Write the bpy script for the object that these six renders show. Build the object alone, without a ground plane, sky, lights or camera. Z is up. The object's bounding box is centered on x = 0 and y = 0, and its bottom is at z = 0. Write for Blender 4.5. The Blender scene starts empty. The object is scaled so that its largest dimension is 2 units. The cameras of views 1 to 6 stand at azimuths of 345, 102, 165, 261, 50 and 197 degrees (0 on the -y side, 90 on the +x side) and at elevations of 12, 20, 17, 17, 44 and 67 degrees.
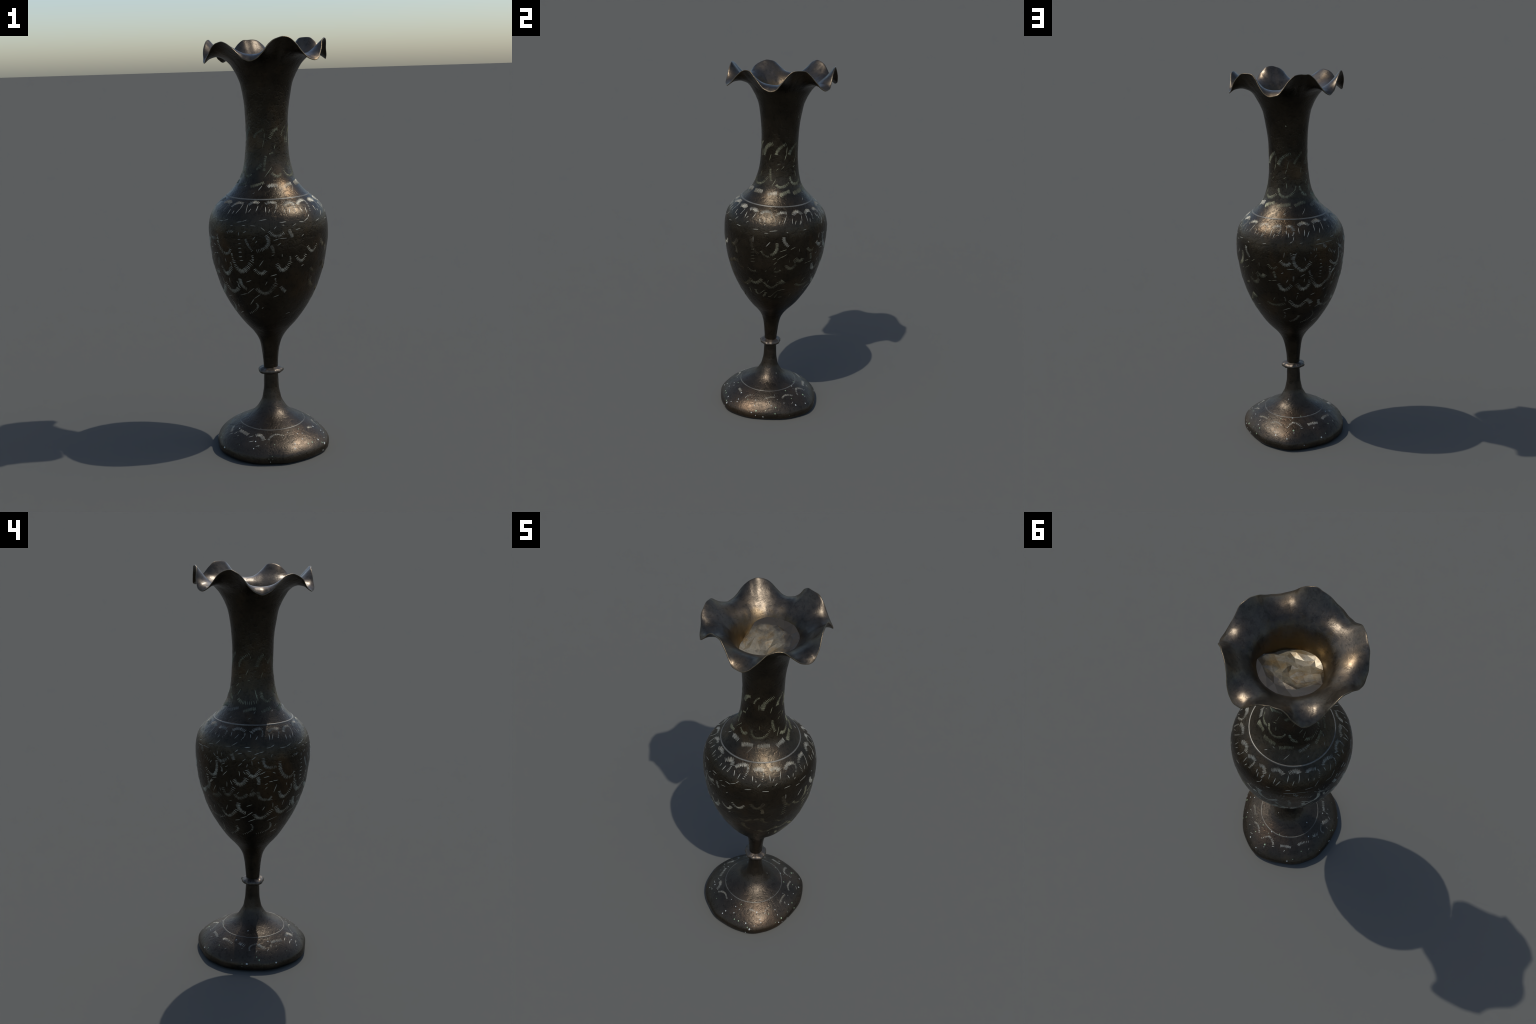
"""Engraved, blackened-bronze vase: domed foot, thin stem with a collar,
egg-shaped belly, slender neck and a six-wave frilled mouth, decorated with
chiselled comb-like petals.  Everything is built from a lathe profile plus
rules for the waves, dents and engraved strokes."""
import bpy
import math
import numpy as np

rng = np.random.default_rng(7)

# ------------------------------------------------------------------ profile
# (height, radius) control points of the turned outer wall
PROFILE = [(0.000, 0.2620), (0.004, 0.2690), (0.010, 0.2740), (0.020, 0.2770), (0.038, 0.2760), (0.063, 0.2610),
           (0.088, 0.2360), (0.114, 0.1970), (0.139, 0.1520), (0.150, 0.1300), (0.164, 0.1050), (0.177, 0.0880),
           (0.190, 0.0760), (0.215, 0.0600), (0.240, 0.0480), (0.260, 0.0438), (0.300, 0.0373), (0.340, 0.0359),
           (0.380, 0.0345), (0.420, 0.0358), (0.460, 0.0389), (0.500, 0.0441), (0.540, 0.0536), (0.570, 0.0681),
           (0.600, 0.0901), (0.630, 0.1176), (0.660, 0.1420), (0.700, 0.1691), (0.760, 0.2041), (0.820, 0.2324),
           (0.880, 0.2535), (0.940, 0.2700), (1.000, 0.2798), (1.060, 0.2864), (1.110, 0.2872), (1.150, 0.2826),
           (1.180, 0.2739), (1.210, 0.2568), (1.240, 0.2293), (1.270, 0.1937), (1.300, 0.1646), (1.340, 0.1345),
           (1.380, 0.1199), (1.420, 0.1103), (1.460, 0.1050), (1.500, 0.1018), (1.560, 0.1001), (1.620, 0.1012),
           (1.680, 0.1051), (1.740, 0.1135), (1.790, 0.1234), (1.830, 0.1394)]
# the hand-made vase leans a little: (height, x, y) of its axis
AXIS = [(0.00, -0.0117, -0.0035), (0.40, -0.0134, -0.0043), (0.80, -0.0058, 0.0012), (1.20, -0.0055, 0.0008), (1.50, -0.0006, 0.0061), (1.85, 0.0049, 0.0060)]
# dents and swellings of the foot: (azimuth, factor on the radius)
FOOT_LOBES = [(14, 1.03), (32, 1.04), (50, 1.055), (63, 1.04), (76, 0.995), (100, 0.95), (120, 0.965),
              (147, 1.03), (160, 1.045), (178, 1.02), (197, 1.01), (216, 1.03), (232, 1.025), (250, 1.0),
              (275, 1.02), (300, 1.04), (320, 1.05), (340, 1.04)]
# the frilled rim, six uneven waves: (azimuth, radius, height) about the mouth's axis
RIM = [(0, 0.279, 1.989), (6, 0.278, 1.985), (12, 0.283, 1.962), (18, 0.293, 1.923), (24, 0.300, 1.896),
       (30, 0.301, 1.889), (36, 0.300, 1.899), (42, 0.293, 1.921), (48, 0.286, 1.952), (54, 0.279, 1.976),
       (60, 0.278, 1.985), (66, 0.281, 1.980), (72, 0.282, 1.955), (78, 0.284, 1.927), (84, 0.288, 1.905),
       (90, 0.293, 1.895), (96, 0.297, 1.905), (102, 0.296, 1.937), (108, 0.288, 1.975), (114, 0.279, 1.995),
       (120, 0.276, 1.999), (126, 0.276, 1.995), (132, 0.283, 1.976), (138, 0.293, 1.941), (144, 0.301, 1.910),
       (150, 0.303, 1.896), (156, 0.303, 1.904), (162, 0.295, 1.934), (168, 0.289, 1.971), (174, 0.283, 1.992),
       (180, 0.280, 1.996), (186, 0.281, 1.995), (192, 0.286, 1.975), (198, 0.295, 1.934), (204, 0.301, 1.903),
       (210, 0.297, 1.893), (216, 0.294, 1.905), (222, 0.290, 1.936), (228, 0.287, 1.970), (234, 0.284, 1.988),
       (240, 0.284, 1.993), (246, 0.287, 1.983), (252, 0.289, 1.955), (258, 0.289, 1.920), (264, 0.291, 1.898),
       (270, 0.293, 1.890), (276, 0.294, 1.900), (282, 0.292, 1.926), (288, 0.291, 1.953), (294, 0.288, 1.971),
       (300, 0.287, 1.974), (306, 0.288, 1.968), (312, 0.290, 1.951), (318, 0.288, 1.924), (324, 0.290, 1.900),
       (330, 0.293, 1.892), (336, 0.293, 1.899), (342, 0.287, 1.926), (348, 0.279, 1.962), (354, 0.277, 1.982)]
# how the flare climbs from the neck (share of the way out, height)
FLARE_TROUGH = [(0, 1.83), (0.1, 1.857), (0.2, 1.882), (0.38, 1.904), (0.63, 1.914), (0.85, 1.906), (1, 1.888)]
FLARE_CREST = [(0, 1.83), (0.11, 1.857), (0.23, 1.880), (0.43, 1.909), (0.68, 1.941), (0.86, 1.969), (1, 1.992)]
NECK_TOP = 1.83
WALL = 0.006          # thickness of the metal
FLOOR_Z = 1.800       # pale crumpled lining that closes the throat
SEGMENTS = 320


def smooth_curve(x, y, xi):
    """monotone cubic through control points"""
    x, y, xi = np.asarray(x, float), np.asarray(y, float), np.asarray(xi, float)
    h = np.diff(x)
    d = np.diff(y) / h
    m = np.zeros_like(y)
    for i in range(1, len(x) - 1):
        if d[i - 1] * d[i] > 0:
            w1, w2 = 2 * h[i] + h[i - 1], h[i] + 2 * h[i - 1]
            m[i] = (w1 + w2) / (w1 / d[i - 1] + w2 / d[i])
    m[0], m[-1] = d[0], d[-1]
    k = np.clip(np.searchsorted(x, xi) - 1, 0, len(h) - 1)
    t = (xi - x[k]) / h[k]
    return ((1 + 2 * t) * (1 - t) ** 2 * y[k] + t * (1 - t) ** 2 * h[k] * m[k]
            + t * t * (3 - 2 * t) * y[k + 1] + t * t * (t - 1) * h[k] * m[k + 1])


def round_curve(points, azimuth):
    """smooth closed curve over azimuth in degrees"""
    a = np.array([p[0] for p in points], float)
    v = np.array([p[1] for p in points], float)
    a3 = np.concatenate([a - 360, a, a + 360])
    return smooth_curve(a3, np.tile(v, 3), np.asarray(azimuth, float) % 360)


PZ, PR = (np.array(c) for c in zip(*PROFILE))
AZ, AX, AY = (np.array(c) for c in zip(*AXIS))


def axis_at(z):
    z = np.clip(z, 0, 1.85)
    return smooth_curve(AZ, AX, z), smooth_curve(AZ, AY, z)


def dents(azimuth, z):
    """hammered flats of the foot"""
    a = np.radians(azimuth)
    d = 0.0016 * np.sin(9 * a + 1.0 + 8 * z) + 0.0009 * np.sin(14 * a + 2.2 - 10 * z)
    d = d * np.clip((0.10 - z) / 0.08, 0, 1)
    # the shoulder of the foot stands higher on one side
    return d + 0.0075 * np.cos(np.radians(azimuth - 335)) * np.exp(-((z - 0.145) / 0.035) ** 2)


def ripple(azimuth, z):
    """low, uneven hammering of the wall, about a millimetre"""
    a = np.radians(azimuth)
    r = 0.0006 * np.sin(3 * a + 11 * z) * np.sin(5.3 * z + 1)
    r = r + 0.0005 * np.sin(7 * a - 23 * z + 2) * np.sin(17 * z) + 0.0004 * np.sin(5 * a + 37 * z)
    r = r + 0.004 * np.exp(-(((azimuth - 235 + 180) % 360 - 180) / 45) ** 2 - ((z - 0.76) / 0.10) ** 2)
    return r


def wall_radius(azimuth, z):
    azimuth, z = np.broadcast_arrays(np.asarray(azimuth, float), np.asarray(z, float))
    r = smooth_curve(PZ, PR, np.clip(z, 0, NECK_TOP))
    low = np.clip((0.16 - z) / 0.11, 0, 1)
    low = low * low * (3 - 2 * low)
    r = r * (1 + (round_curve(FOOT_LOBES, azimuth) - 1) * low)
    r = r + dents(azimuth, z)
    fade = np.clip((NECK_TOP - z) / 0.1, 0, 1) * np.clip(z / 0.05, 0, 1)
    return r + ripple(azimuth, z) * fade


def wall_point(azimuth, z, lift=0.0):
    """point on the outer wall, `lift` metres proud of it"""
    azimuth, z = np.broadcast_arrays(np.asarray(azimuth, float), np.asarray(z, float))
    r = wall_radius(azimuth, z)
    e = 0.002
    slope = (wall_radius(azimuth, np.minimum(z + e, NECK_TOP)) - wall_radius(azimuth, np.maximum(z - e, 0))) / (2 * e)
    n = np.sqrt(1 + slope ** 2)
    r = r + lift / n
    zz = z - lift * slope / n
    ax, ay = axis_at(z)
    a = np.radians(azimuth)
    return np.stack([ax + r * np.sin(a), ay - r * np.cos(a), zz], -1)


# ---------------------------------------------------------------- materials
def material(name):
    m = bpy.data.materials.new(name)
    m.use_nodes = True
    nt = m.node_tree
    nt.nodes.clear()
    out = nt.nodes.new("ShaderNodeOutputMaterial")
    bsdf = nt.nodes.new("ShaderNodeBsdfPrincipled")
    nt.links.new(bsdf.outputs[0], out.inputs[0])
    return m, nt, bsdf


def noise(nt, scale, detail=4, rough=0.6, stretch=(1, 1, 1)):
    tc = nt.nodes.new("ShaderNodeTexCoord")
    mp = nt.nodes.new("ShaderNodeMapping")
    mp.inputs["Scale"].default_value = stretch
    nt.links.new(tc.outputs["Object"], mp.inputs[0])
    n = nt.nodes.new("ShaderNodeTexNoise")
    n.inputs["Scale"].default_value = scale
    n.inputs["Detail"].default_value = detail
    n.inputs["Roughness"].default_value = rough
    nt.links.new(mp.outputs[0], n.inputs["Vector"])
    return n.outputs["Fac"]


def ramp(nt, fac, stops):
    r = nt.nodes.new("ShaderNodeValToRGB")
    el = r.color_ramp.elements
    while len(el) < len(stops):
        el.new(0.5)
    for e, (p, c) in zip(el, stops):
        e.position = p
        e.color = (*c, 1) if len(c) == 3 else c
    nt.links.new(fac, r.inputs[0])
    return r.outputs[0]


def grey(v):
    return (v, v, v)


def mix(nt, fac, a, b, kind="MIX"):
    m = nt.nodes.new("ShaderNodeMix")
    m.data_type = "RGBA"
    m.blend_type = kind
    if hasattr(fac, "links"):
        nt.links.new(fac, m.inputs[0])
    else:
        m.inputs[0].default_value = fac
    for s, v in ((m.inputs[6], a), (m.inputs[7], b)):
        if hasattr(v, "links"):
            nt.links.new(v, s)
        else:
            s.default_value = (*v, 1)
    return m.outputs[2]


def bump(nt, bsdf, height, strength, distance):
    b = nt.nodes.new("ShaderNodeBump")
    b.inputs["Strength"].default_value = strength
    b.inputs["Distance"].default_value = distance
    nt.links.new(height, b.inputs["Height"])
    nt.links.new(b.outputs[0], bsdf.inputs["Normal"])


def bronze(name, dark, light, warm, metallic, rough_lo, rough_hi, pits=0.5, specks=0.0):
    m, nt, bsdf = material(name)
    base = ramp(nt, noise(nt, 9, 6, 0.65), [(0.3, dark), (0.7, light)])
    base = mix(nt, ramp(nt, noise(nt, 5.5, 3, 0.5, (1, 1, 0.7)), [(0.55, grey(0)), (0.75, grey(0.8))]), base, warm)
    fine = noise(nt, 150, 3, 0.7)
    base = mix(nt, 0.5, base, ramp(nt, fine, [(0.3, grey(0.55)), (0.7, grey(1.0))]), "MULTIPLY")
    if specks:
        tc = nt.nodes.new("ShaderNodeTexCoord")
        v = nt.nodes.new("ShaderNodeTexVoronoi")
        v.inputs["Scale"].default_value = 55
        nt.links.new(tc.outputs["Object"], v.inputs["Vector"])
        dot = ramp(nt, v.outputs["Distance"], [(0.10, grey(1)), (0.17, grey(0))])
        sep = nt.nodes.new("ShaderNodeSeparateColor")
        nt.links.new(v.outputs["Color"], sep.inputs[0])
        some = ramp(nt, sep.outputs[0], [(1 - specks, grey(0)), (1 - specks + 0.02, grey(1))])
        some = mix(nt, 1.0, dot, some, "MULTIPLY")
        base = mix(nt, some, base, (0.20, 0.21, 0.15))
    nt.links.new(base, bsdf.inputs["Base Color"])
    bsdf.inputs["Metallic"].default_value = metallic
    r = ramp(nt, noise(nt, 26, 5, 0.65), [(0.3, grey(rough_lo)), (0.7, grey(rough_hi))])
    pore = ramp(nt, noise(nt, 60, 3, 0.6), [(0.36, grey(0.75)), (0.46, grey(1.0))])
    base = mix(nt, 1.0, base, pore, "MULTIPLY")
    nt.links.new(base, bsdf.inputs["Base Color"])
    nt.links.new(r, bsdf.inputs["Roughness"])
    # fine grain with scattered corrosion pits
    grain = noise(nt, 150, 4, 0.75)
    hollow = ramp(nt, noise(nt, 60, 3, 0.6), [(0.36, grey(0.0)), (0.50, grey(1.0))])
    h1 = mix(nt, 0.45, grain, hollow)
    if pits:
        bump(nt, bsdf, h1, pits, 0.003)
    return m


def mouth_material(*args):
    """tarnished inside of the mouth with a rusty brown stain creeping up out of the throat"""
    m = bronze(*args)
    nt = m.node_tree
    bsdf = next(n for n in nt.nodes if n.type == "BSDF_PRINCIPLED")
    base = bsdf.inputs["Base Color"].links[0].from_socket
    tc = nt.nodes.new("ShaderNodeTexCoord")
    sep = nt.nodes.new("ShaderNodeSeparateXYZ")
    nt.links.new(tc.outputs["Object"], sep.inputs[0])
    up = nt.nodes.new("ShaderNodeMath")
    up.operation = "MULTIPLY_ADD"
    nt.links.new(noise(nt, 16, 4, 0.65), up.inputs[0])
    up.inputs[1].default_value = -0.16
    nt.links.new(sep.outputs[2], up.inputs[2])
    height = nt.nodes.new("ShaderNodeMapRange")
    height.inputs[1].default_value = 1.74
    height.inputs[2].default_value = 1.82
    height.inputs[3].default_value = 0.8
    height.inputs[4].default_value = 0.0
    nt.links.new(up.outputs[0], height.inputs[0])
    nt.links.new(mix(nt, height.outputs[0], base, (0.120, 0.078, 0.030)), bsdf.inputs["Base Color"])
    return m


def engraved_metal(name, bright, faded, metallic=0.6):
    m, nt, bsdf = material(name)
    c = ramp(nt, noise(nt, 8, 3, 0.6), [(0.34, faded), (0.60, bright)])
    c = mix(nt, 0.45, c, ramp(nt, noise(nt, 120, 2, 0.6), [(0.3, grey(0.4)), (0.7, grey(1))]), "MULTIPLY")
    nt.links.new(c, bsdf.inputs["Base Color"])
    bsdf.inputs["Metallic"].default_value = metallic
    bsdf.inputs["Roughness"].default_value = 0.46
    return m


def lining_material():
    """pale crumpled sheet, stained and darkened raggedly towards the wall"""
    m = bronze("crumpled_pale_lining", (0.16, 0.130, 0.078), (0.34, 0.295, 0.21), (0.16, 0.095, 0.032), 0.5, 0.24, 0.38, 0.05)
    nt = m.node_tree
    bsdf = next(n for n in nt.nodes if n.type == "BSDF_PRINCIPLED")
    base = bsdf.inputs["Base Color"].links[0].from_socket
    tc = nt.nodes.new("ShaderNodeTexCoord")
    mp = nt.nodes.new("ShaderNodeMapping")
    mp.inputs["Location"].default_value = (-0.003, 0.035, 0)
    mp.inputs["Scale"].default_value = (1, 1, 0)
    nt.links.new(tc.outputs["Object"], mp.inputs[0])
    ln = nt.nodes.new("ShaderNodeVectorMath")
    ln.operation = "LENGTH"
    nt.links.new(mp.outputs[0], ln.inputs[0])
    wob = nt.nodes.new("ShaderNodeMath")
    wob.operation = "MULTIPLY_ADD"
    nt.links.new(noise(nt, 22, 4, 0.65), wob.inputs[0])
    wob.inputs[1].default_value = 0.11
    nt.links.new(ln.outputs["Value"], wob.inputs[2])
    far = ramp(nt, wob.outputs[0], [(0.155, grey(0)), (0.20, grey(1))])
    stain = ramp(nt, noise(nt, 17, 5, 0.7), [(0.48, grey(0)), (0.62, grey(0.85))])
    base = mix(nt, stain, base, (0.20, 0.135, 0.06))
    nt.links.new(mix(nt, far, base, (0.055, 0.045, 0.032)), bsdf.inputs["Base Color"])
    return m


BODY_METAL = bronze("blackened_bronze", (0.026, 0.0205, 0.014), (0.056, 0.043, 0.028), (0.095, 0.058, 0.028), 0.85, 0.25, 0.38, 0.4)
FOOT_METAL = bronze("worn_bronze", (0.035, 0.0285, 0.021), (0.068, 0.053, 0.038), (0.088, 0.056, 0.033), 0.85, 0.30, 0.44, 0.36, 0.05)
MOUTH_METAL = mouth_material("tarnished_bronze", (0.042, 0.035, 0.027), (0.12, 0.098, 0.073), (0.15, 0.105, 0.060), 0.9, 0.28, 0.46, 0.16)
EDGE_METAL = bronze("pale_gold_rim", (0.07, 0.055, 0.038), (0.24, 0.185, 0.115), (0.26, 0.19, 0.10), 0.9, 0.30, 0.42, 0.4)  # lighter, more golden bronze tone for the thin line along the lip
COLLAR_METAL = bronze("rubbed_bronze", (0.07, 0.058, 0.045), (0.14, 0.115, 0.09), (0.15, 0.11, 0.075), 0.85, 0.30, 0.42, 0.5)
LINE_METAL = engraved_metal("polished_line", (0.17, 0.16, 0.135), (0.10, 0.092, 0.078), 0.6)
FOOT_LINE_METAL = engraved_metal("worn_line", (0.14, 0.13, 0.105), (0.06, 0.053, 0.044), 0.6)
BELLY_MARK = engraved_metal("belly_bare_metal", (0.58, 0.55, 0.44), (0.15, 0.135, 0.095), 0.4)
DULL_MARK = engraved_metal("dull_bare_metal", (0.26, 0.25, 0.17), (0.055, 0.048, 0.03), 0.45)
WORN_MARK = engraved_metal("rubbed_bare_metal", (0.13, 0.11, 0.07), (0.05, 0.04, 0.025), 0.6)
SHOULDER_MARK = engraved_metal("shoulder_bare_metal", (0.38, 0.37, 0.31), (0.16, 0.15, 0.115), 0.45)
NECK_MARK = engraved_metal("neck_bare_metal", (0.32, 0.32, 0.21), (0.08, 0.078, 0.042), 0.4)
SPECK_PALE = engraved_metal("lime_speck", (0.42, 0.44, 0.41), (0.16, 0.165, 0.135), 0.0)
SPECK_GREEN = engraved_metal("verdigris", (0.26, 0.36, 0.22), (0.10, 0.13, 0.07), 0.0)
LINING = lining_material()


# --------------------------------------------------------------- mesh tools
def add_object(name, verts, faces, mat, parent, normals=None, smooth=True):
    me = bpy.data.meshes.new(name)
    me.from_pydata([tuple(v) for v in verts], [], faces)
    me.materials.append(mat)
    me.polygons.foreach_set("use_smooth", [smooth] * len(me.polygons))
    me.update()
    if normals is not None:
        me.normals_split_custom_set_from_vertices([tuple(n) for n in normals])
    ob = bpy.data.objects.new(name, me)
    bpy.context.scene.collection.objects.link(ob)
    ob.parent = parent
    return ob


def grid_normals(g):
    """vertex normals of a ring grid [ring, segment, xyz] closed in azimuth"""
    du = np.roll(g, -1, 1) - np.roll(g, 1, 1)
    dv = np.empty_like(g)
    dv[1:-1] = g[2:] - g[:-2]
    dv[0], dv[-1] = g[1] - g[0], g[-1] - g[-2]
    n = np.cross(du, dv)
    return n / (np.linalg.norm(n, axis=-1, keepdims=True) + 1e-12)


def ring_faces(rings, seg):
    f = []
    for i in range(rings - 1):
        for j in range(seg):
            k = (j + 1) % seg
            f.append((i * seg + j, i * seg + k, (i + 1) * seg + k, (i + 1) * seg + j))
    return f


def lathe_part(name, grid, nrm, mat, parent, cap_start=False, cap_end=False):
    rings, seg = grid.shape[:2]
    faces = ring_faces(rings, seg)
    if cap_start:
        faces.append(tuple(range(seg - 1, -1, -1)))
    if cap_end:
        faces.append(tuple((rings - 1) * seg + j for j in range(seg)))
    return add_object(name, grid.reshape(-1, 3), faces, mat, parent, nrm.reshape(-1, 3))


# ------------------------------------------------------------- the vase body
vase = bpy.data.objects.new("engraved_vase", None)
bpy.context.scene.collection.objects.link(vase)
vase["label"] = "tall blackened bronze vase with frilled mouth and chiselled petals"
vase["category"] = "vase"

theta = np.arange(SEGMENTS) * 360.0 / SEGMENTS
ta = np.radians(theta)

# heights of the rings: dense where the profile turns
zs = np.arange(0, NECK_TOP + 1e-9, 0.001)
rs = smooth_curve(PZ, PR, zs)
arc = np.concatenate([[0], np.cumsum(np.hypot(np.diff(zs), np.diff(rs)))])
CUTS_AT = {"foot": 0.387, "stem": 0.585, "belly": 1.295, "neck": NECK_TOP}
ring_z = [0.0]
start = 0.0
border = {}
for part, top in CUTS_AT.items():
    a0, a1 = np.interp(start, zs, arc), np.interp(top, zs, arc)
    count = max(4, int((a1 - a0) / 0.009))
    ring_z += list(np.interp(np.linspace(a0, a1, count + 1)[1:], arc, zs))
    border[part] = len(ring_z) - 1
    start = top
ring_z[-1] = NECK_TOP
outer = np.stack([wall_point(theta, z) for z in ring_z])

# underside of the foot: a shallow hollow closed by a disc
under = []
for share, z in ((0.0, 0.012), (0.5, 0.012), (0.85, 0.010), (0.95, 0.003)):
    ax, ay = axis_at(0.0)
    r = max(share, 0.02) * wall_radius(theta, 0.0)
    under.append(np.stack([ax + r * np.sin(ta), ay - r * np.cos(ta), np.full(SEGMENTS, z)], -1))
under = np.stack(under)

# frilled mouth: from the neck out to the waved rim
mx, my = (float(v) for v in axis_at(1.85))
centre = np.array([mx, my])
edge_r = round_curve([(a, r) for a, r, z in RIM], theta)
edge_z = round_curve([(a, z) for a, r, z in RIM], theta)
edge_z = edge_z - 0.003 * np.clip((1.96 - edge_z) / 0.05, 0, 1)
edge_z = edge_z + 0.0009 * np.sin(17 * ta + 1) + 0.0007 * np.sin(29 * ta)
edge_r = edge_r + 0.0009 * np.sin(13 * ta) + 0.0008 * np.sin(31 * ta + 2)


def flare(share):
    base_r = wall_radius(theta, NECK_TOP)
    r = base_r + (edge_r - base_r) * share
    low = smooth_curve(*zip(*FLARE_TROUGH), share)
    high = smooth_curve(*zip(*FLARE_CREST), share)
    w = (edge_z - 1.888) / (1.992 - 1.888)
    w = w * share ** 0.15
    z = low + (high - low) * w
    return np.stack([mx + r * np.sin(ta), my - r * np.cos(ta), z], -1)


shares = np.linspace(0, 1, 27)[1:]
flare_out = np.stack([flare(s) for s in shares])
outside = np.concatenate([under, outer, flare_out])
n_out = grid_normals(outside)
first_flare = len(under) + len(outer) - 1

# inner skin follows the outer one at the metal's thickness
top_rows = outside[first_flare - 18:]
top_n = n_out[first_flare - 18:]
thick = np.full(len(top_rows), WALL)
thick[-4:] = [WALL, WALL * 0.97, WALL * 0.93, WALL * 0.85]
inner = (top_rows - top_n * thick[:, None, None])[::-1]
out_dir = outside[-1] - outside[-2]
out_dir /= np.linalg.norm(out_dir, axis=-1, keepdims=True)
lip = (outside[-1] + inner[0]) / 2 + out_dir * WALL * 0.3
whole = np.concatenate([outside, lip[None], inner])
nrm = grid_normals(whole)

off = len(under)
b_foot, b_stem, b_belly, b_neck = (off + border[k] for k in ("foot", "stem", "belly", "neck"))
lathe_part("foot", whole[:b_foot + 1], nrm[:b_foot + 1], FOOT_METAL, vase, cap_start=True)
lathe_part("stem", whole[b_foot:b_stem + 1], nrm[b_foot:b_stem + 1], BODY_METAL, vase)
lathe_part("belly", whole[b_stem:b_belly + 1], nrm[b_stem:b_belly + 1], BODY_METAL, vase)
lathe_part("neck", whole[b_belly:b_neck + 1], nrm[b_belly:b_neck + 1], BODY_METAL, vase)
split = len(outside)
lathe_part("flared_mouth", whole[b_neck:split], nrm[b_neck:split], BODY_METAL, vase)
lathe_part("rim_edge", whole[split - 1:split + 2], nrm[split - 1:split + 2], EDGE_METAL, vase)
lathe_part("inner_mouth", whole[split + 1:], nrm[split + 1:], MOUTH_METAL, vase)

# ------------------------------------------------- pale lining in the throat
floor_r = np.linalg.norm(inner[:, :, :2] - centre, axis=-1).mean(1)
floor_z = inner[:, :, 2].mean(1)
order = np.argsort(floor_z)
throat = float(np.interp(FLOOR_Z, floor_z[order], floor_r[order]))
wall_z, wall_r = floor_z[order], floor_r[order]
verts, faces = [], []
rows = [(1.03, 19), (0.84, 16), (0.62, 11), (0.40, 8), (0.20, 5)]
lining_rng = np.random.default_rng(11)
starts = []
for share, count in rows:
    starts.append((len(verts), count))
    for j in range(count):
        a = 2 * math.pi * (j + 0.5 * lining_rng.random()) / count
        s = share * (1 + (0.10 * (lining_rng.random() - 0.5) if share < 1 else 0.0))
        off_side = max(0.0, abs((a - math.radians(172) + math.pi) % (2 * math.pi) - math.pi) - math.radians(30))
        toward = s * math.cos(off_side)
        rise = 0.068 * max(0.0, (toward + 0.10) / 1.10)
        sunk = 0.022 * max(0.0, s * math.cos(a - math.radians(25)) + 0.25)
        fold = 0.005 * math.sin(3 * a + 9 * s) + 0.004 * math.sin(5 * a - 14 * s + 1)
        z = FLOOR_Z + rise - sunk + fold + 0.008 * (lining_rng.random() - 0.5)
        r = s * float(np.interp(z, wall_z, wall_r))
        verts.append((mx + r * math.sin(a), my - r * math.cos(a), z))
verts.append((mx + 0.01, my, FLOOR_Z - 0.004))


def angle_of(i):
    return math.atan2(verts[i][0] - mx, -(verts[i][1] - my)) % (2 * math.pi)


for (s0, c0), (s1, c1) in zip(starts, starts[1:]):
    i = j = 0
    while i < c0 or j < c1:
        ai = angle_of(s0 + (i + 1) % c0) + (2 * math.pi if i + 1 >= c0 else 0)
        aj = angle_of(s1 + (j + 1) % c1) + (2 * math.pi if j + 1 >= c1 else 0)
        if j >= c1 or (i < c0 and ai <= aj):
            faces.append((s0 + i % c0, s0 + (i + 1) % c0, s1 + j % c1))
            i += 1
        else:
            faces.append((s0 + i % c0, s1 + (j + 1) % c1, s1 + j % c1))
            j += 1
s, c = starts[-1]
for j in range(c):
    faces.append((s + j, s + (j + 1) % c, len(verts) - 1))
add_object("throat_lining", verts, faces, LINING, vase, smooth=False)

# --------------------------------------------------------------- stem collar
ring = []
for dr, dz in ((-0.028, 0.018), (-0.022, 0.016), (-0.012, 0.013), (-0.005, 0.0095), (-0.001, 0.005), (0.0, 0.0),
               (-0.0012, -0.005), (-0.005, -0.009), (-0.013, -0.0125), (-0.022, -0.014), (-0.029, -0.0145)):
    wob = 0.0014 * np.sin(5 * ta + 1 + 30 * dz) + 0.0010 * np.sin(9 * ta + 2) + 0.0008 * np.sin(14 * ta)
    z = 0.387 + dz + 0.0012 * np.sin(2 * ta + 1) + 0.0008 * np.sin(7 * ta)
    ax, ay = axis_at(0.387)
    r = 0.0605 + dr + 0.002 * np.cos(2 * (ta - 1.4)) + wob * (1 + dr / 0.034)
    ring.append(np.stack([ax + r * np.sin(ta), ay - r * np.cos(ta), z], -1))
ring = np.stack(ring)[::-1]
lathe_part("stem_collar", ring, grid_normals(ring), COLLAR_METAL, vase)


def raised_line(name, z, half_width, lift, mat):
    rows = []
    for dz, h in ((-1, -0.0006), (-0.6, lift * 0.8), (0, lift), (0.6, lift * 0.8), (1, -0.0006)):
        slope = float(wall_radius(0.0, z + 0.003) - wall_radius(0.0, z - 0.003)) / 0.006
        step = half_width / math.hypot(1, slope)
        rows.append(wall_point(theta, np.full(SEGMENTS, z + dz * step) + 0.0006 * np.sin(3 * ta), h))
    g = np.stack(rows)
    return lathe_part(name, g, grid_normals(g), mat, vase)


raised_line("shoulder_line", 1.267, 0.0042, 0.0016, LINE_METAL)
raised_line("foot_line", 0.134, 0.0032, 0.0008, FOOT_LINE_METAL)

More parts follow.
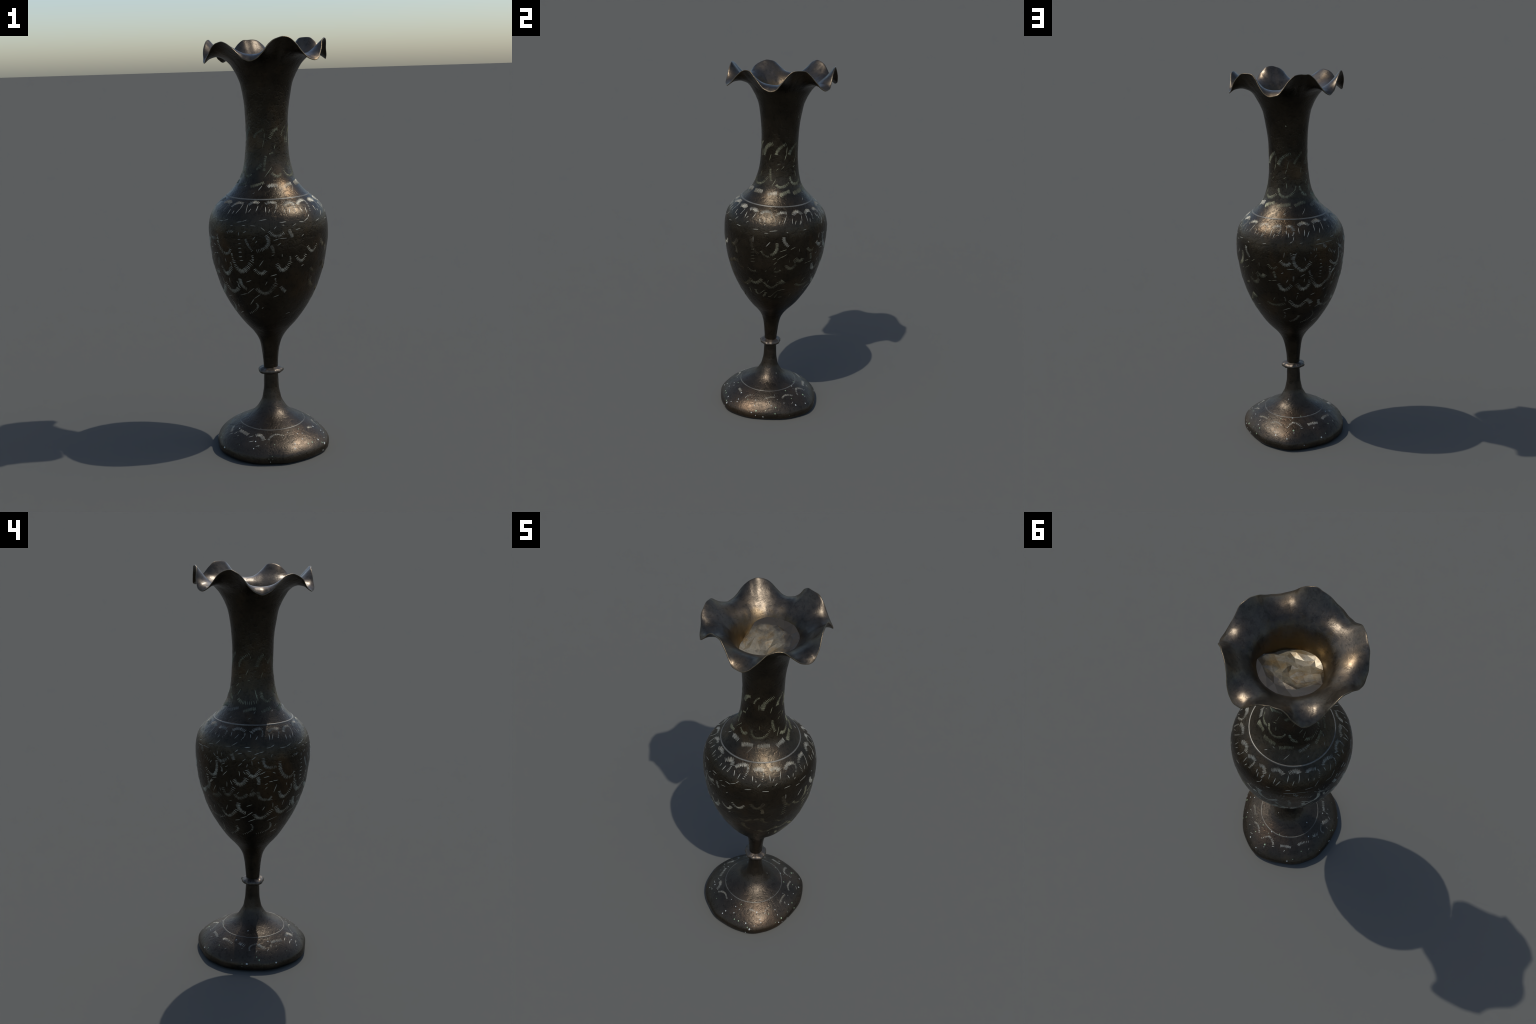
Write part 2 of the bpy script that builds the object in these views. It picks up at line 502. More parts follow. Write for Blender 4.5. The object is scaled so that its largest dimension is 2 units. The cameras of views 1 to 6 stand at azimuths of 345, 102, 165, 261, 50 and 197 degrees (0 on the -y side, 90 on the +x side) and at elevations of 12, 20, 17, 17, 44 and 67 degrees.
# ------------------------------------------------------------------ engraving
# Every chisel mark is a slim lens of bare metal lying in the dark skin.
# COMBS: three points (azimuth, height) that a bowed row of teeth runs through,
#        the length of a tooth, the number of teeth.
# CUTS:  single strokes from point to point.   SPECKS: point and radius.
BELLY_COMBS = [
    (307.8, 0.993, 316.2, 0.940, 328.4, 0.995, 0.023, 22), (307.1, 1.025, 307.2, 1.011, 307.8, 0.993, 0.012, 5), (328.4, 1.023, 329.1, 1.007, 328.4, 0.995, 0.012, 4), (346.5, 1.068, 348.2, 1.049, 348.6, 1.031, 0.016, 8),
    (351.6, 0.982, 357.8, 0.945, 365.2, 0.988, 0.020, 18), (4.1, 1.012, 4.8, 1.002, 4.7, 0.989, 0.009, 4), (10.4, 1.013, 16.7, 0.982, 21.8, 1.013, 0.016, 14), (23.0, 1.051, 29.8, 1.021, 36.3, 1.054, 0.014, 14),
    (303.8, 0.981, 304.6, 0.970, 304.8, 0.958, 0.009, 4), (329.3, 0.958, 336.0, 0.933, 340.9, 0.949, 0.018, 12), (307.3, 0.888, 308.9, 0.874, 308.7, 0.861, 0.009, 5), (312.4, 0.903, 313.1, 0.871, 318.6, 0.851, 0.020, 14),
    (329.5, 0.859, 340.8, 0.832, 351.3, 0.885, 0.020, 24), (350.7, 0.910, 350.2, 0.900, 351.3, 0.885, 0.008, 4), (356.0, 0.867, 359.0, 0.848, 362.5, 0.837, 0.016, 7), (326.5, 0.779, 326.0, 0.747, 310.3, 0.714, 0.010, 12),
    (104.2, 1.093, 103.6, 1.043, 97.0, 1.019, 0.020, 18), (86.9, 1.042, 91.2, 1.016, 96.5, 1.010, 0.013, 10), (125.7, 0.999, 131.7, 0.978, 135.6, 0.992, 0.022, 12), (115.2, 0.962, 121.4, 0.937, 127.2, 0.961, 0.019, 16),
    (123.6, 0.992, 125.6, 0.979, 126.5, 0.967, 0.010, 4), (102.4, 0.918, 106.4, 0.918, 110.1, 0.931, 0.016, 9), (71.2, 0.839, 79.8, 0.835, 87.7, 0.867, 0.021, 14), (89.3, 0.849, 99.4, 0.811, 109.2, 0.849, 0.019, 18),
    (109.2, 0.845, 112.9, 0.851, 115.2, 0.858, 0.033, 8), (76.2, 0.788, 75.8, 0.767, 78.1, 0.752, 0.014, 5), (85.9, 0.740, 89.7, 0.757, 91.5, 0.776, 0.014, 6), (111.3, 0.744, 113.7, 0.743, 115.9, 0.747, 0.010, 4),
    (69.8, 0.927, 75.2, 0.909, 80.4, 0.914, 0.014, 9), (140.1, 1.054, 145.1, 1.030, 150.4, 1.043, 0.015, 10), (153.5, 1.074, 159.3, 1.050, 163.7, 1.065, 0.019, 14), (168.2, 1.110, 168.0, 1.059, 173.9, 1.026, 0.019, 16),
    (173.9, 1.024, 178.9, 1.024, 185.5, 1.065, 0.019, 14), (185.5, 0.989, 193.7, 0.922, 203.7, 0.934, 0.021, 20), (203.6, 0.937, 210.1, 0.960, 209.7, 1.019, 0.016, 14), (183.7, 1.016, 184.3, 1.003, 185.5, 0.989, 0.010, 4),
    (209.5, 0.939, 211.7, 0.958, 212.6, 0.978, 0.013, 8), (150.8, 0.949, 156.1, 0.911, 165.3, 0.942, 0.021, 18), (166.9, 0.988, 167.1, 0.975, 166.4, 0.961, 0.008, 5), (170.0, 0.947, 178.2, 0.913, 184.9, 0.948, 0.023, 18),
    (183.0, 0.966, 184.2, 0.957, 184.9, 0.948, 0.010, 3), (145.9, 1.015, 147.2, 0.994, 148.0, 0.978, 0.014, 7), (161.6, 0.851, 171.9, 0.809, 182.4, 0.844, 0.020, 18), (182.3, 0.850, 187.2, 0.835, 189.8, 0.821, 0.023, 10),
    (132.2, 0.832, 142.9, 0.815, 156.6, 0.829, 0.017, 18), (156.1, 0.871, 157.1, 0.856, 157.4, 0.841, 0.008, 4), (175.1, 0.747, 171.8, 0.724, 160.3, 0.704, 0.015, 11), (194.7, 0.767, 197.1, 0.726, 177.8, 0.694, 0.009, 16),
    (154.1, 0.775, 154.6, 0.749, 152.2, 0.728, 0.008, 5), (200.6, 0.835, 207.0, 0.798, 226.4, 0.803, 0.016, 14), (224.0, 1.101, 224.4, 1.058, 221.6, 1.026, 0.017, 14), (208.6, 1.051, 215.5, 1.025, 221.6, 1.026, 0.014, 10),
    (229.0, 1.077, 230.6, 1.064, 230.1, 1.049, 0.010, 6), (255.5, 1.072, 261.9, 1.037, 269.1, 1.078, 0.020, 18), (242.7, 1.019, 249.3, 0.992, 256.0, 1.029, 0.023, 20), (288.1, 1.108, 290.1, 1.054, 297.4, 1.019, 0.019, 16),
    (297.4, 1.019, 302.9, 1.024, 306.1, 1.045, 0.014, 8), (266.1, 1.034, 267.6, 1.015, 267.2, 0.995, 0.018, 9), (229.8, 0.969, 235.1, 0.930, 242.8, 0.979, 0.018, 18), (214.8, 0.920, 220.2, 0.913, 226.4, 0.933, 0.024, 12),
    (242.3, 0.940, 248.7, 0.920, 256.8, 0.946, 0.018, 18), (258.3, 0.941, 261.2, 0.944, 264.1, 0.954, 0.022, 9), (267.4, 0.959, 269.7, 0.922, 277.0, 0.915, 0.018, 16), (277.0, 0.915, 280.1, 0.916, 281.3, 0.934, 0.012, 6),
    (289.4, 0.955, 296.0, 0.918, 305.1, 0.961, 0.018, 18), (223.8, 0.855, 231.2, 0.810, 244.4, 0.858, 0.017, 20), (246.8, 0.895, 246.7, 0.860, 254.2, 0.837, 0.021, 15), (263.7, 0.833, 272.8, 0.808, 285.5, 0.856, 0.020, 20),
    (288.4, 0.871, 297.4, 0.830, 310.2, 0.861, 0.019, 18), (239.0, 0.756, 238.9, 0.725, 222.9, 0.694, 0.012, 10), (259.7, 0.773, 260.9, 0.733, 245.2, 0.700, 0.009, 13), (285.2, 0.776, 286.2, 0.732, 266.3, 0.707, 0.011, 16),
]
BELLY_CUTS = [
    (314.9, 1.051, 318.3, 1.054), (314.9, 1.033, 318.6, 1.035), (314.9, 1.011, 318.6, 1.013), (315.6, 0.993, 319.3, 0.996),
    (346.7, 1.018, 349.4, 1.024), (356.6, 1.024, 356.8, 1.011), (334.6, 0.968, 339.0, 0.998), (319.1, 0.887, 325.4, 0.898),
    (339.7, 0.874, 341.9, 0.894), (345.4, 0.920, 351.6, 0.928), (308.0, 0.816, 317.4, 0.828), (318.0, 0.828, 327.4, 0.859),
    (348.3, 0.811, 354.9, 0.822), (317.6, 0.766, 325.2, 0.802), (325.2, 0.802, 333.6, 0.827), (332.9, 0.748, 335.2, 0.756),
    (8.4, 0.711, 15.1, 0.718), (17.2, 0.956, 19.9, 0.963), (75.7, 1.041, 79.7, 1.044), (75.3, 1.023, 79.5, 1.027),
    (75.4, 1.003, 79.5, 1.008), (74.6, 0.984, 79.4, 0.989), (74.4, 0.966, 79.6, 0.972), (107.7, 1.041, 114.9, 1.054),
    (119.7, 1.053, 124.5, 1.065), (100.3, 0.994, 103.9, 1.003), (101.6, 0.962, 105.1, 0.983), (110.2, 1.007, 115.8, 1.026),
    (105.1, 0.992, 111.2, 1.015), (129.8, 1.054, 129.9, 1.034), (119.1, 0.991, 119.6, 0.973), (101.8, 0.927, 104.2, 0.948),
    (91.7, 0.917, 93.4, 0.923), (103.2, 0.890, 105.2, 0.891), (94.3, 0.845, 96.2, 0.865), (81.0, 0.758, 90.5, 0.793),
    (94.0, 0.741, 99.6, 0.750), (99.6, 0.750, 107.7, 0.791), (107.7, 0.791, 118.5, 0.801), (65.5, 0.790, 66.0, 0.757),
    (104.4, 0.736, 108.3, 0.766), (128.9, 0.741, 129.9, 0.769), (61.5, 0.805, 65.1, 0.816), (195.4, 1.065, 197.4, 1.064),
    (195.9, 1.044, 198.2, 1.044), (195.7, 1.024, 199.0, 1.024), (195.8, 1.004, 198.5, 1.003), (195.5, 0.989, 198.2, 0.988),
    (194.9, 0.972, 198.4, 0.970), (212.6, 0.978, 216.7, 0.999), (160.1, 1.030, 167.5, 1.028), (174.5, 0.986, 179.1, 0.998),
    (154.0, 1.004, 156.6, 1.010), (159.2, 0.954, 161.3, 0.972), (178.3, 0.952, 178.9, 0.974), (139.5, 0.959, 142.9, 0.961),
    (143.4, 0.961, 149.4, 0.966), (170.7, 0.890, 172.9, 0.890), (170.3, 0.852, 171.5, 0.878), (187.8, 0.873, 192.6, 0.880),
    (141.7, 0.845, 144.9, 0.864), (152.3, 0.783, 163.7, 0.801), (210.6, 0.833, 212.2, 0.854), (203.6, 0.892, 207.0, 0.900),
    (201.9, 0.692, 212.5, 0.711), (196.9, 0.791, 202.6, 0.800), (188.7, 0.802, 189.8, 0.807), (230.9, 1.030, 235.9, 1.056),
    (217.0, 1.006, 223.7, 1.015), (248.1, 1.063, 249.0, 1.037), (252.3, 1.062, 254.6, 1.048), (267.8, 1.047, 273.7, 1.062),
    (272.1, 1.031, 277.7, 1.038), (280.9, 1.056, 283.9, 1.050), (273.4, 0.994, 276.7, 1.000), (277.6, 1.007, 281.5, 1.010),
    (282.0, 1.011, 287.1, 1.013), (283.5, 0.951, 286.4, 0.992), (239.0, 1.011, 241.3, 0.988), (235.3, 1.001, 235.1, 0.974),
    (216.5, 0.935, 221.3, 0.971), (226.2, 0.963, 226.9, 0.946), (213.1, 0.977, 218.8, 0.998), (244.9, 0.939, 248.1, 0.956),
    (259.7, 0.959, 262.6, 0.975), (274.1, 0.970, 276.4, 0.982), (297.1, 0.994, 298.0, 0.978), (230.3, 0.845, 233.1, 0.875),
    (236.0, 0.900, 239.3, 0.902), (255.1, 0.876, 261.3, 0.888), (273.1, 0.854, 275.2, 0.875), (284.0, 0.895, 285.1, 0.865),
    (277.6, 0.909, 283.4, 0.912), (296.6, 0.872, 297.6, 0.898), (239.6, 0.790, 246.3, 0.797), (247.2, 0.806, 255.2, 0.820),
    (255.2, 0.823, 262.0, 0.846), (256.7, 0.788, 265.7, 0.804), (281.0, 0.790, 292.9, 0.806), (218.9, 0.869, 221.2, 0.850),
    (214.0, 0.783, 221.8, 0.796), (295.7, 0.744, 297.1, 0.761), (291.9, 0.709, 301.3, 0.724), (217.4, 0.761, 214.0, 0.710),
]
COLLAR_COMBS = [
    (344.1, 1.319, 353.0, 1.324, 363.0, 1.321, 0.021, 10), (299.6, 1.232, 303.8, 1.249, 313.4, 1.249, 0.016, 14), (321.4, 1.243, 326.1, 1.256, 333.9, 1.251, 0.018, 14), (341.5, 1.249, 348.0, 1.256, 354.8, 1.249, 0.021, 12),
    (354.7, 1.247, 353.6, 1.238, 352.5, 1.227, 0.009, 5), (2.7, 1.240, 10.8, 1.253, 15.3, 1.238, 0.023, 14), (81.7, 1.316, 91.2, 1.323, 101.4, 1.327, 0.024, 12), (81.8, 1.232, 88.5, 1.245, 96.8, 1.237, 0.021, 14),
    (102.0, 1.227, 108.3, 1.242, 116.7, 1.240, 0.021, 14), (124.0, 1.230, 131.2, 1.245, 137.3, 1.230, 0.022, 15), (142.4, 1.229, 147.1, 1.240, 152.9, 1.237, 0.019, 13), (159.6, 1.235, 164.9, 1.239, 168.6, 1.219, 0.019, 15),
    (174.4, 1.240, 181.9, 1.250, 189.1, 1.238, 0.021, 16), (194.5, 1.245, 202.7, 1.253, 207.1, 1.245, 0.021, 13), (209.5, 1.318, 220.9, 1.325, 231.8, 1.335, 0.019, 12), (215.6, 1.242, 219.1, 1.249, 227.4, 1.244, 0.018, 12),
    (235.9, 1.242, 242.4, 1.252, 252.3, 1.243, 0.018, 16), (258.7, 1.238, 265.8, 1.253, 273.0, 1.251, 0.020, 14), (272.8, 1.247, 272.4, 1.236, 271.0, 1.221, 0.009, 6), (279.7, 1.242, 286.5, 1.251, 294.3, 1.245, 0.020, 14),
    (13.7, 1.314, 24.4, 1.323, 35.9, 1.325, 0.021, 14), (44.5, 1.322, 56.2, 1.325, 68.5, 1.325, 0.023, 13), (20.2, 1.238, 26.6, 1.252, 35.7, 1.253, 0.021, 15), (43.2, 1.242, 49.5, 1.248, 56.0, 1.241, 0.026, 13),
    (63.0, 1.241, 70.1, 1.247, 75.2, 1.236, 0.024, 13),
]
COLLAR_CUTS = [
    (320.6, 1.289, 323.6, 1.294), (328.8, 1.303, 334.4, 1.323), (313.7, 1.247, 312.2, 1.224), (194.3, 1.309, 185.5, 1.285),
    (153.7, 1.285, 157.4, 1.294), (163.3, 1.317, 167.9, 1.315), (253.4, 1.289, 257.8, 1.296), (221.6, 1.288, 224.1, 1.293),
    (262.7, 1.311, 266.4, 1.323), (298.5, 1.315, 301.6, 1.323), (36.3, 1.322, 27.6, 1.292),
]
FOOT_COMBS = [
    (320.5, 0.113, 327.2, 0.116, 333.5, 0.101, 0.020, 13), (338.3, 0.102, 346.8, 0.119, 359.6, 0.113, 0.011, 18), (96.0, 0.105, 105.0, 0.113, 114.7, 0.113, 0.013, 11), (125.3, 0.106, 133.9, 0.115, 145.6, 0.107, 0.012, 12),
    (153.5, 0.101, 159.9, 0.117, 164.7, 0.119, 0.011, 9), (164.7, 0.119, 172.1, 0.112, 175.3, 0.099, 0.014, 8), (185.4, 0.108, 193.7, 0.109, 202.3, 0.106, 0.018, 11), (213.7, 0.110, 220.3, 0.114, 232.6, 0.109, 0.015, 10),
    (242.9, 0.110, 245.5, 0.113, 251.8, 0.107, 0.020, 7), (258.9, 0.093, 259.2, 0.108, 269.3, 0.116, 0.009, 14), (270.6, 0.114, 273.5, 0.107, 279.2, 0.098, 0.022, 14), (290.7, 0.114, 300.1, 0.114, 309.4, 0.111, 0.018, 12),
    (42.2, 0.114, 47.0, 0.114, 51.8, 0.110, 0.014, 6), (65.9, 0.097, 68.8, 0.109, 75.4, 0.113, 0.010, 6),
]
FOOT_SPECKS = [
    (323.3, 0.096, 0.0054), (323.6, 0.072, 0.0035), (346.2, 0.088, 0.0039), (9.6, 0.082, 0.0044), (7.7, 0.067, 0.0054), (343.3, 0.045, 0.0030),
    (341.5, 0.017, 0.0030), (6.5, 0.122, 0.0029), (305.4, 0.074, 0.0025), (83.2, 0.098, 0.0040), (83.7, 0.076, 0.0046), (87.2, 0.053, 0.0064),
    (82.0, 0.042, 0.0041), (96.6, 0.021, 0.0058), (113.1, 0.072, 0.0052), (113.7, 0.120, 0.0035), (117.0, 0.104, 0.0029), (111.9, 0.043, 0.0046),
    (106.9, 0.081, 0.0040), (87.3, 0.027, 0.0035), (77.7, 0.052, 0.0023), (125.8, 0.089, 0.0040), (85.2, 0.134, 0.0035), (138.7, 0.128, 0.0044),
    (161.1, 0.133, 0.0060), (193.6, 0.134, 0.0049), (163.2, 0.095, 0.0060), (163.8, 0.087, 0.0033), (141.1, 0.072, 0.0049), (140.0, 0.100, 0.0038),
    (155.7, 0.065, 0.0044), (197.0, 0.051, 0.0055), (203.9, 0.063, 0.0033), (175.0, 0.029, 0.0039), (139.5, 0.199, 0.0033), (178.6, 0.137, 0.0033),
    (251.9, 0.153, 0.0046), (235.6, 0.122, 0.0047), (216.1, 0.091, 0.0036), (286.8, 0.119, 0.0047), (256.2, 0.043, 0.0057), (269.7, 0.060, 0.0047),
    (287.5, 0.042, 0.0052), (239.1, 0.053, 0.0026), (267.0, 0.072, 0.0031), (54.5, 0.108, 0.0067), (19.8, 0.111, 0.0045), (30.8, 0.071, 0.0051),
    (40.4, 0.070, 0.0056), (45.4, 0.046, 0.0062), (42.9, 0.054, 0.0040), (58.3, 0.085, 0.0051), (59.0, 0.074, 0.0039), (25.2, 0.071, 0.0045),
    (21.4, 0.092, 0.0039), (26.9, 0.108, 0.0034), (26.9, 0.123, 0.0034), (41.2, 0.019, 0.0045), (50.8, 0.063, 0.0034), (71.4, 0.095, 0.0034),
]
FOOT_CUTS = [
    (312.0, 0.105, 317.6, 0.112), (315.3, 0.091, 320.7, 0.097), (325.1, 0.080, 329.3, 0.085), (102.9, 0.093, 105.0, 0.100),
    (191.3, 0.092, 193.3, 0.098), (136.0, 0.080, 139.8, 0.088), (226.2, 0.086, 227.9, 0.091), (266.7, 0.088, 268.2, 0.096),
    (280.2, 0.089, 283.9, 0.098), (288.8, 0.108, 287.4, 0.098), (295.6, 0.101, 294.4, 0.097),
]
NECK_COMBS = [
    (312.3, 1.318, 324.9, 1.327, 338.5, 1.337, 0.016, 14), (354.1, 1.379, 366.5, 1.362, 377.1, 1.376, 0.016, 12), (308.2, 1.540, 317.2, 1.563, 336.4, 1.578, 0.014, 12), (351.4, 1.535, 362.1, 1.570, 374.7, 1.580, 0.018, 12),
    (25.9, 1.545, 31.4, 1.571, 42.3, 1.590, 0.009, 8), (342.0, 1.457, 338.4, 1.426, 337.5, 1.387, 0.014, 14), (349.5, 1.465, 354.4, 1.467, 360.9, 1.471, 0.009, 6), (317.5, 1.395, 326.7, 1.409, 330.1, 1.422, 0.018, 8),
    (50.1, 1.514, 57.1, 1.559, 83.1, 1.589, 0.021, 16), (93.5, 1.526, 100.2, 1.558, 123.3, 1.589, 0.018, 16), (78.2, 1.450, 78.7, 1.419, 84.0, 1.385, 0.015, 12), (97.7, 1.368, 112.2, 1.356, 131.9, 1.379, 0.017, 16),
    (107.6, 1.314, 118.2, 1.327, 131.5, 1.334, 0.024, 13), (138.3, 1.381, 155.7, 1.366, 174.7, 1.387, 0.016, 18), (195.4, 1.388, 202.6, 1.373, 211.4, 1.368, 0.013, 7), (138.2, 1.323, 152.4, 1.327, 166.4, 1.332, 0.023, 14),
    (173.9, 1.323, 187.6, 1.335, 201.0, 1.336, 0.020, 12), (134.4, 1.527, 145.7, 1.563, 173.0, 1.587, 0.020, 16), (180.6, 1.533, 191.8, 1.560, 207.8, 1.592, 0.015, 13), (136.8, 1.410, 137.3, 1.391, 143.7, 1.373, 0.013, 8),
    (174.7, 1.387, 180.6, 1.406, 182.6, 1.420, 0.008, 6), (193.7, 1.418, 194.9, 1.398, 208.5, 1.372, 0.013, 9), (222.9, 1.525, 227.6, 1.558, 253.5, 1.591, 0.014, 14), (273.1, 1.527, 279.8, 1.561, 292.6, 1.587, 0.020, 16),
    (284.1, 1.410, 282.2, 1.397, 286.2, 1.383, 0.019, 6), (226.5, 1.375, 242.0, 1.358, 272.0, 1.364, 0.019, 13), (273.0, 1.393, 272.6, 1.382, 273.2, 1.369, 0.007, 4), (281.2, 1.390, 286.3, 1.376, 293.9, 1.363, 0.017, 10),
    (293.9, 1.363, 300.4, 1.364, 308.0, 1.375, 0.014, 6), (242.9, 1.319, 255.4, 1.330, 267.7, 1.333, 0.019, 14), (277.1, 1.318, 288.0, 1.326, 299.0, 1.332, 0.018, 11), (25.2, 1.396, 32.4, 1.365, 45.6, 1.360, 0.013, 12),
    (45.6, 1.360, 60.2, 1.370, 74.5, 1.409, 0.013, 12),
]
NECK_SPECKS = [
    (160.7, 1.728, 0.0040),
]
NECK_CUTS = [
    (338.3, 1.359, 348.9, 1.390), (337.5, 1.563, 337.3, 1.536), (337.3, 1.536, 332.0, 1.492), (6.9, 1.508, 3.3, 1.486),
    (39.8, 1.548, 40.6, 1.512), (355.6, 1.407, 344.0, 1.374), (76.4, 1.528, 71.8, 1.493), (126.3, 1.573, 124.8, 1.532),
    (124.8, 1.532, 119.1, 1.498), (109.7, 1.449, 118.0, 1.467), (94.6, 1.442, 101.2, 1.454), (96.3, 1.474, 107.6, 1.480),
    (96.4, 1.397, 87.3, 1.358), (165.3, 1.549, 159.0, 1.504), (159.0, 1.504, 153.2, 1.481), (206.2, 1.523, 199.4, 1.485),
    (148.1, 1.457, 156.3, 1.465), (156.9, 1.436, 158.5, 1.407), (250.7, 1.518, 243.0, 1.487), (255.7, 1.580, 255.7, 1.566),
    (297.6, 1.568, 298.2, 1.559), (291.1, 1.503, 284.4, 1.474), (247.4, 1.460, 255.1, 1.465), (214.8, 1.428, 223.8, 1.447),
    (222.7, 1.472, 230.4, 1.475), (221.9, 1.387, 230.7, 1.421), (267.2, 1.420, 271.9, 1.376), (44.2, 1.425, 45.2, 1.399),
]
SCROLL_COMBS = [
    (342.0, 1.117, 343.5, 1.068, 332.7, 1.041, 0.019, 20), (322.6, 1.098, 324.8, 1.072, 329.1, 1.041, 0.012, 12), (344.7, 1.134, 351.5, 1.109, 359.1, 1.124, 0.016, 14), (111.7, 1.125, 112.4, 1.098, 117.4, 1.070, 0.019, 12),
    (163.9, 1.120, 165.2, 1.095, 165.2, 1.080, 0.009, 4), (206.6, 1.110, 211.6, 1.097, 217.5, 1.082, 0.015, 5), (224.5, 1.121, 229.7, 1.101, 237.4, 1.124, 0.017, 14), (271.7, 1.129, 274.1, 1.086, 284.7, 1.084, 0.017, 18),
]
SCROLL_CUTS = [
    (314.7, 1.092, 317.7, 1.094), (315.0, 1.073, 318.1, 1.075), (332.1, 1.079, 333.9, 1.090), (329.5, 1.092, 332.3, 1.110),
    (16.3, 1.098, 18.6, 1.108), (348.8, 1.089, 354.1, 1.098), (354.1, 1.098, 361.3, 1.098), (352.2, 1.064, 355.8, 1.078),
    (92.6, 1.067, 97.1, 1.096), (77.7, 1.116, 77.9, 1.084), (158.1, 1.118, 157.3, 1.090), (168.1, 1.105, 170.9, 1.112),
    (178.4, 1.089, 179.9, 1.070), (185.1, 1.116, 185.5, 1.103), (189.3, 1.082, 191.6, 1.096), (215.7, 1.081, 218.4, 1.096),
    (229.6, 1.085, 233.9, 1.095), (233.9, 1.076, 237.0, 1.084), (247.2, 1.086, 251.3, 1.105), (260.4, 1.116, 260.9, 1.094),
    (266.3, 1.111, 267.5, 1.102), (256.3, 1.101, 255.6, 1.082),
]
SHOULDER_COMBS = [
    (14.9, 1.236, 14.4, 1.224, 12.6, 1.209, 0.009, 6), (302.0, 1.117, 306.7, 1.128, 309.5, 1.125, 0.012, 5), (3.9, 1.137, 5.1, 1.117, 7.3, 1.100, 0.016, 8), (96.9, 1.235, 96.2, 1.222, 92.8, 1.204, 0.012, 8),
    (102.1, 1.223, 101.7, 1.206, 101.9, 1.188, 0.008, 6), (153.0, 1.235, 152.5, 1.219, 151.0, 1.198, 0.009, 7), (168.6, 1.217, 167.9, 1.207, 166.7, 1.198, 0.010, 4), (200.0, 1.139, 202.4, 1.134, 204.0, 1.123, 0.018, 4),
    (227.7, 1.242, 229.3, 1.230, 226.4, 1.208, 0.007, 7), (251.9, 1.237, 251.4, 1.224, 248.4, 1.206, 0.007, 7), (293.8, 1.241, 291.4, 1.227, 289.2, 1.212, 0.007, 6), (240.6, 1.144, 241.8, 1.130, 243.3, 1.115, 0.019, 8),
    (35.4, 1.250, 36.1, 1.235, 32.7, 1.204, 0.012, 10), (55.4, 1.236, 54.7, 1.223, 53.6, 1.209, 0.009, 5),
]
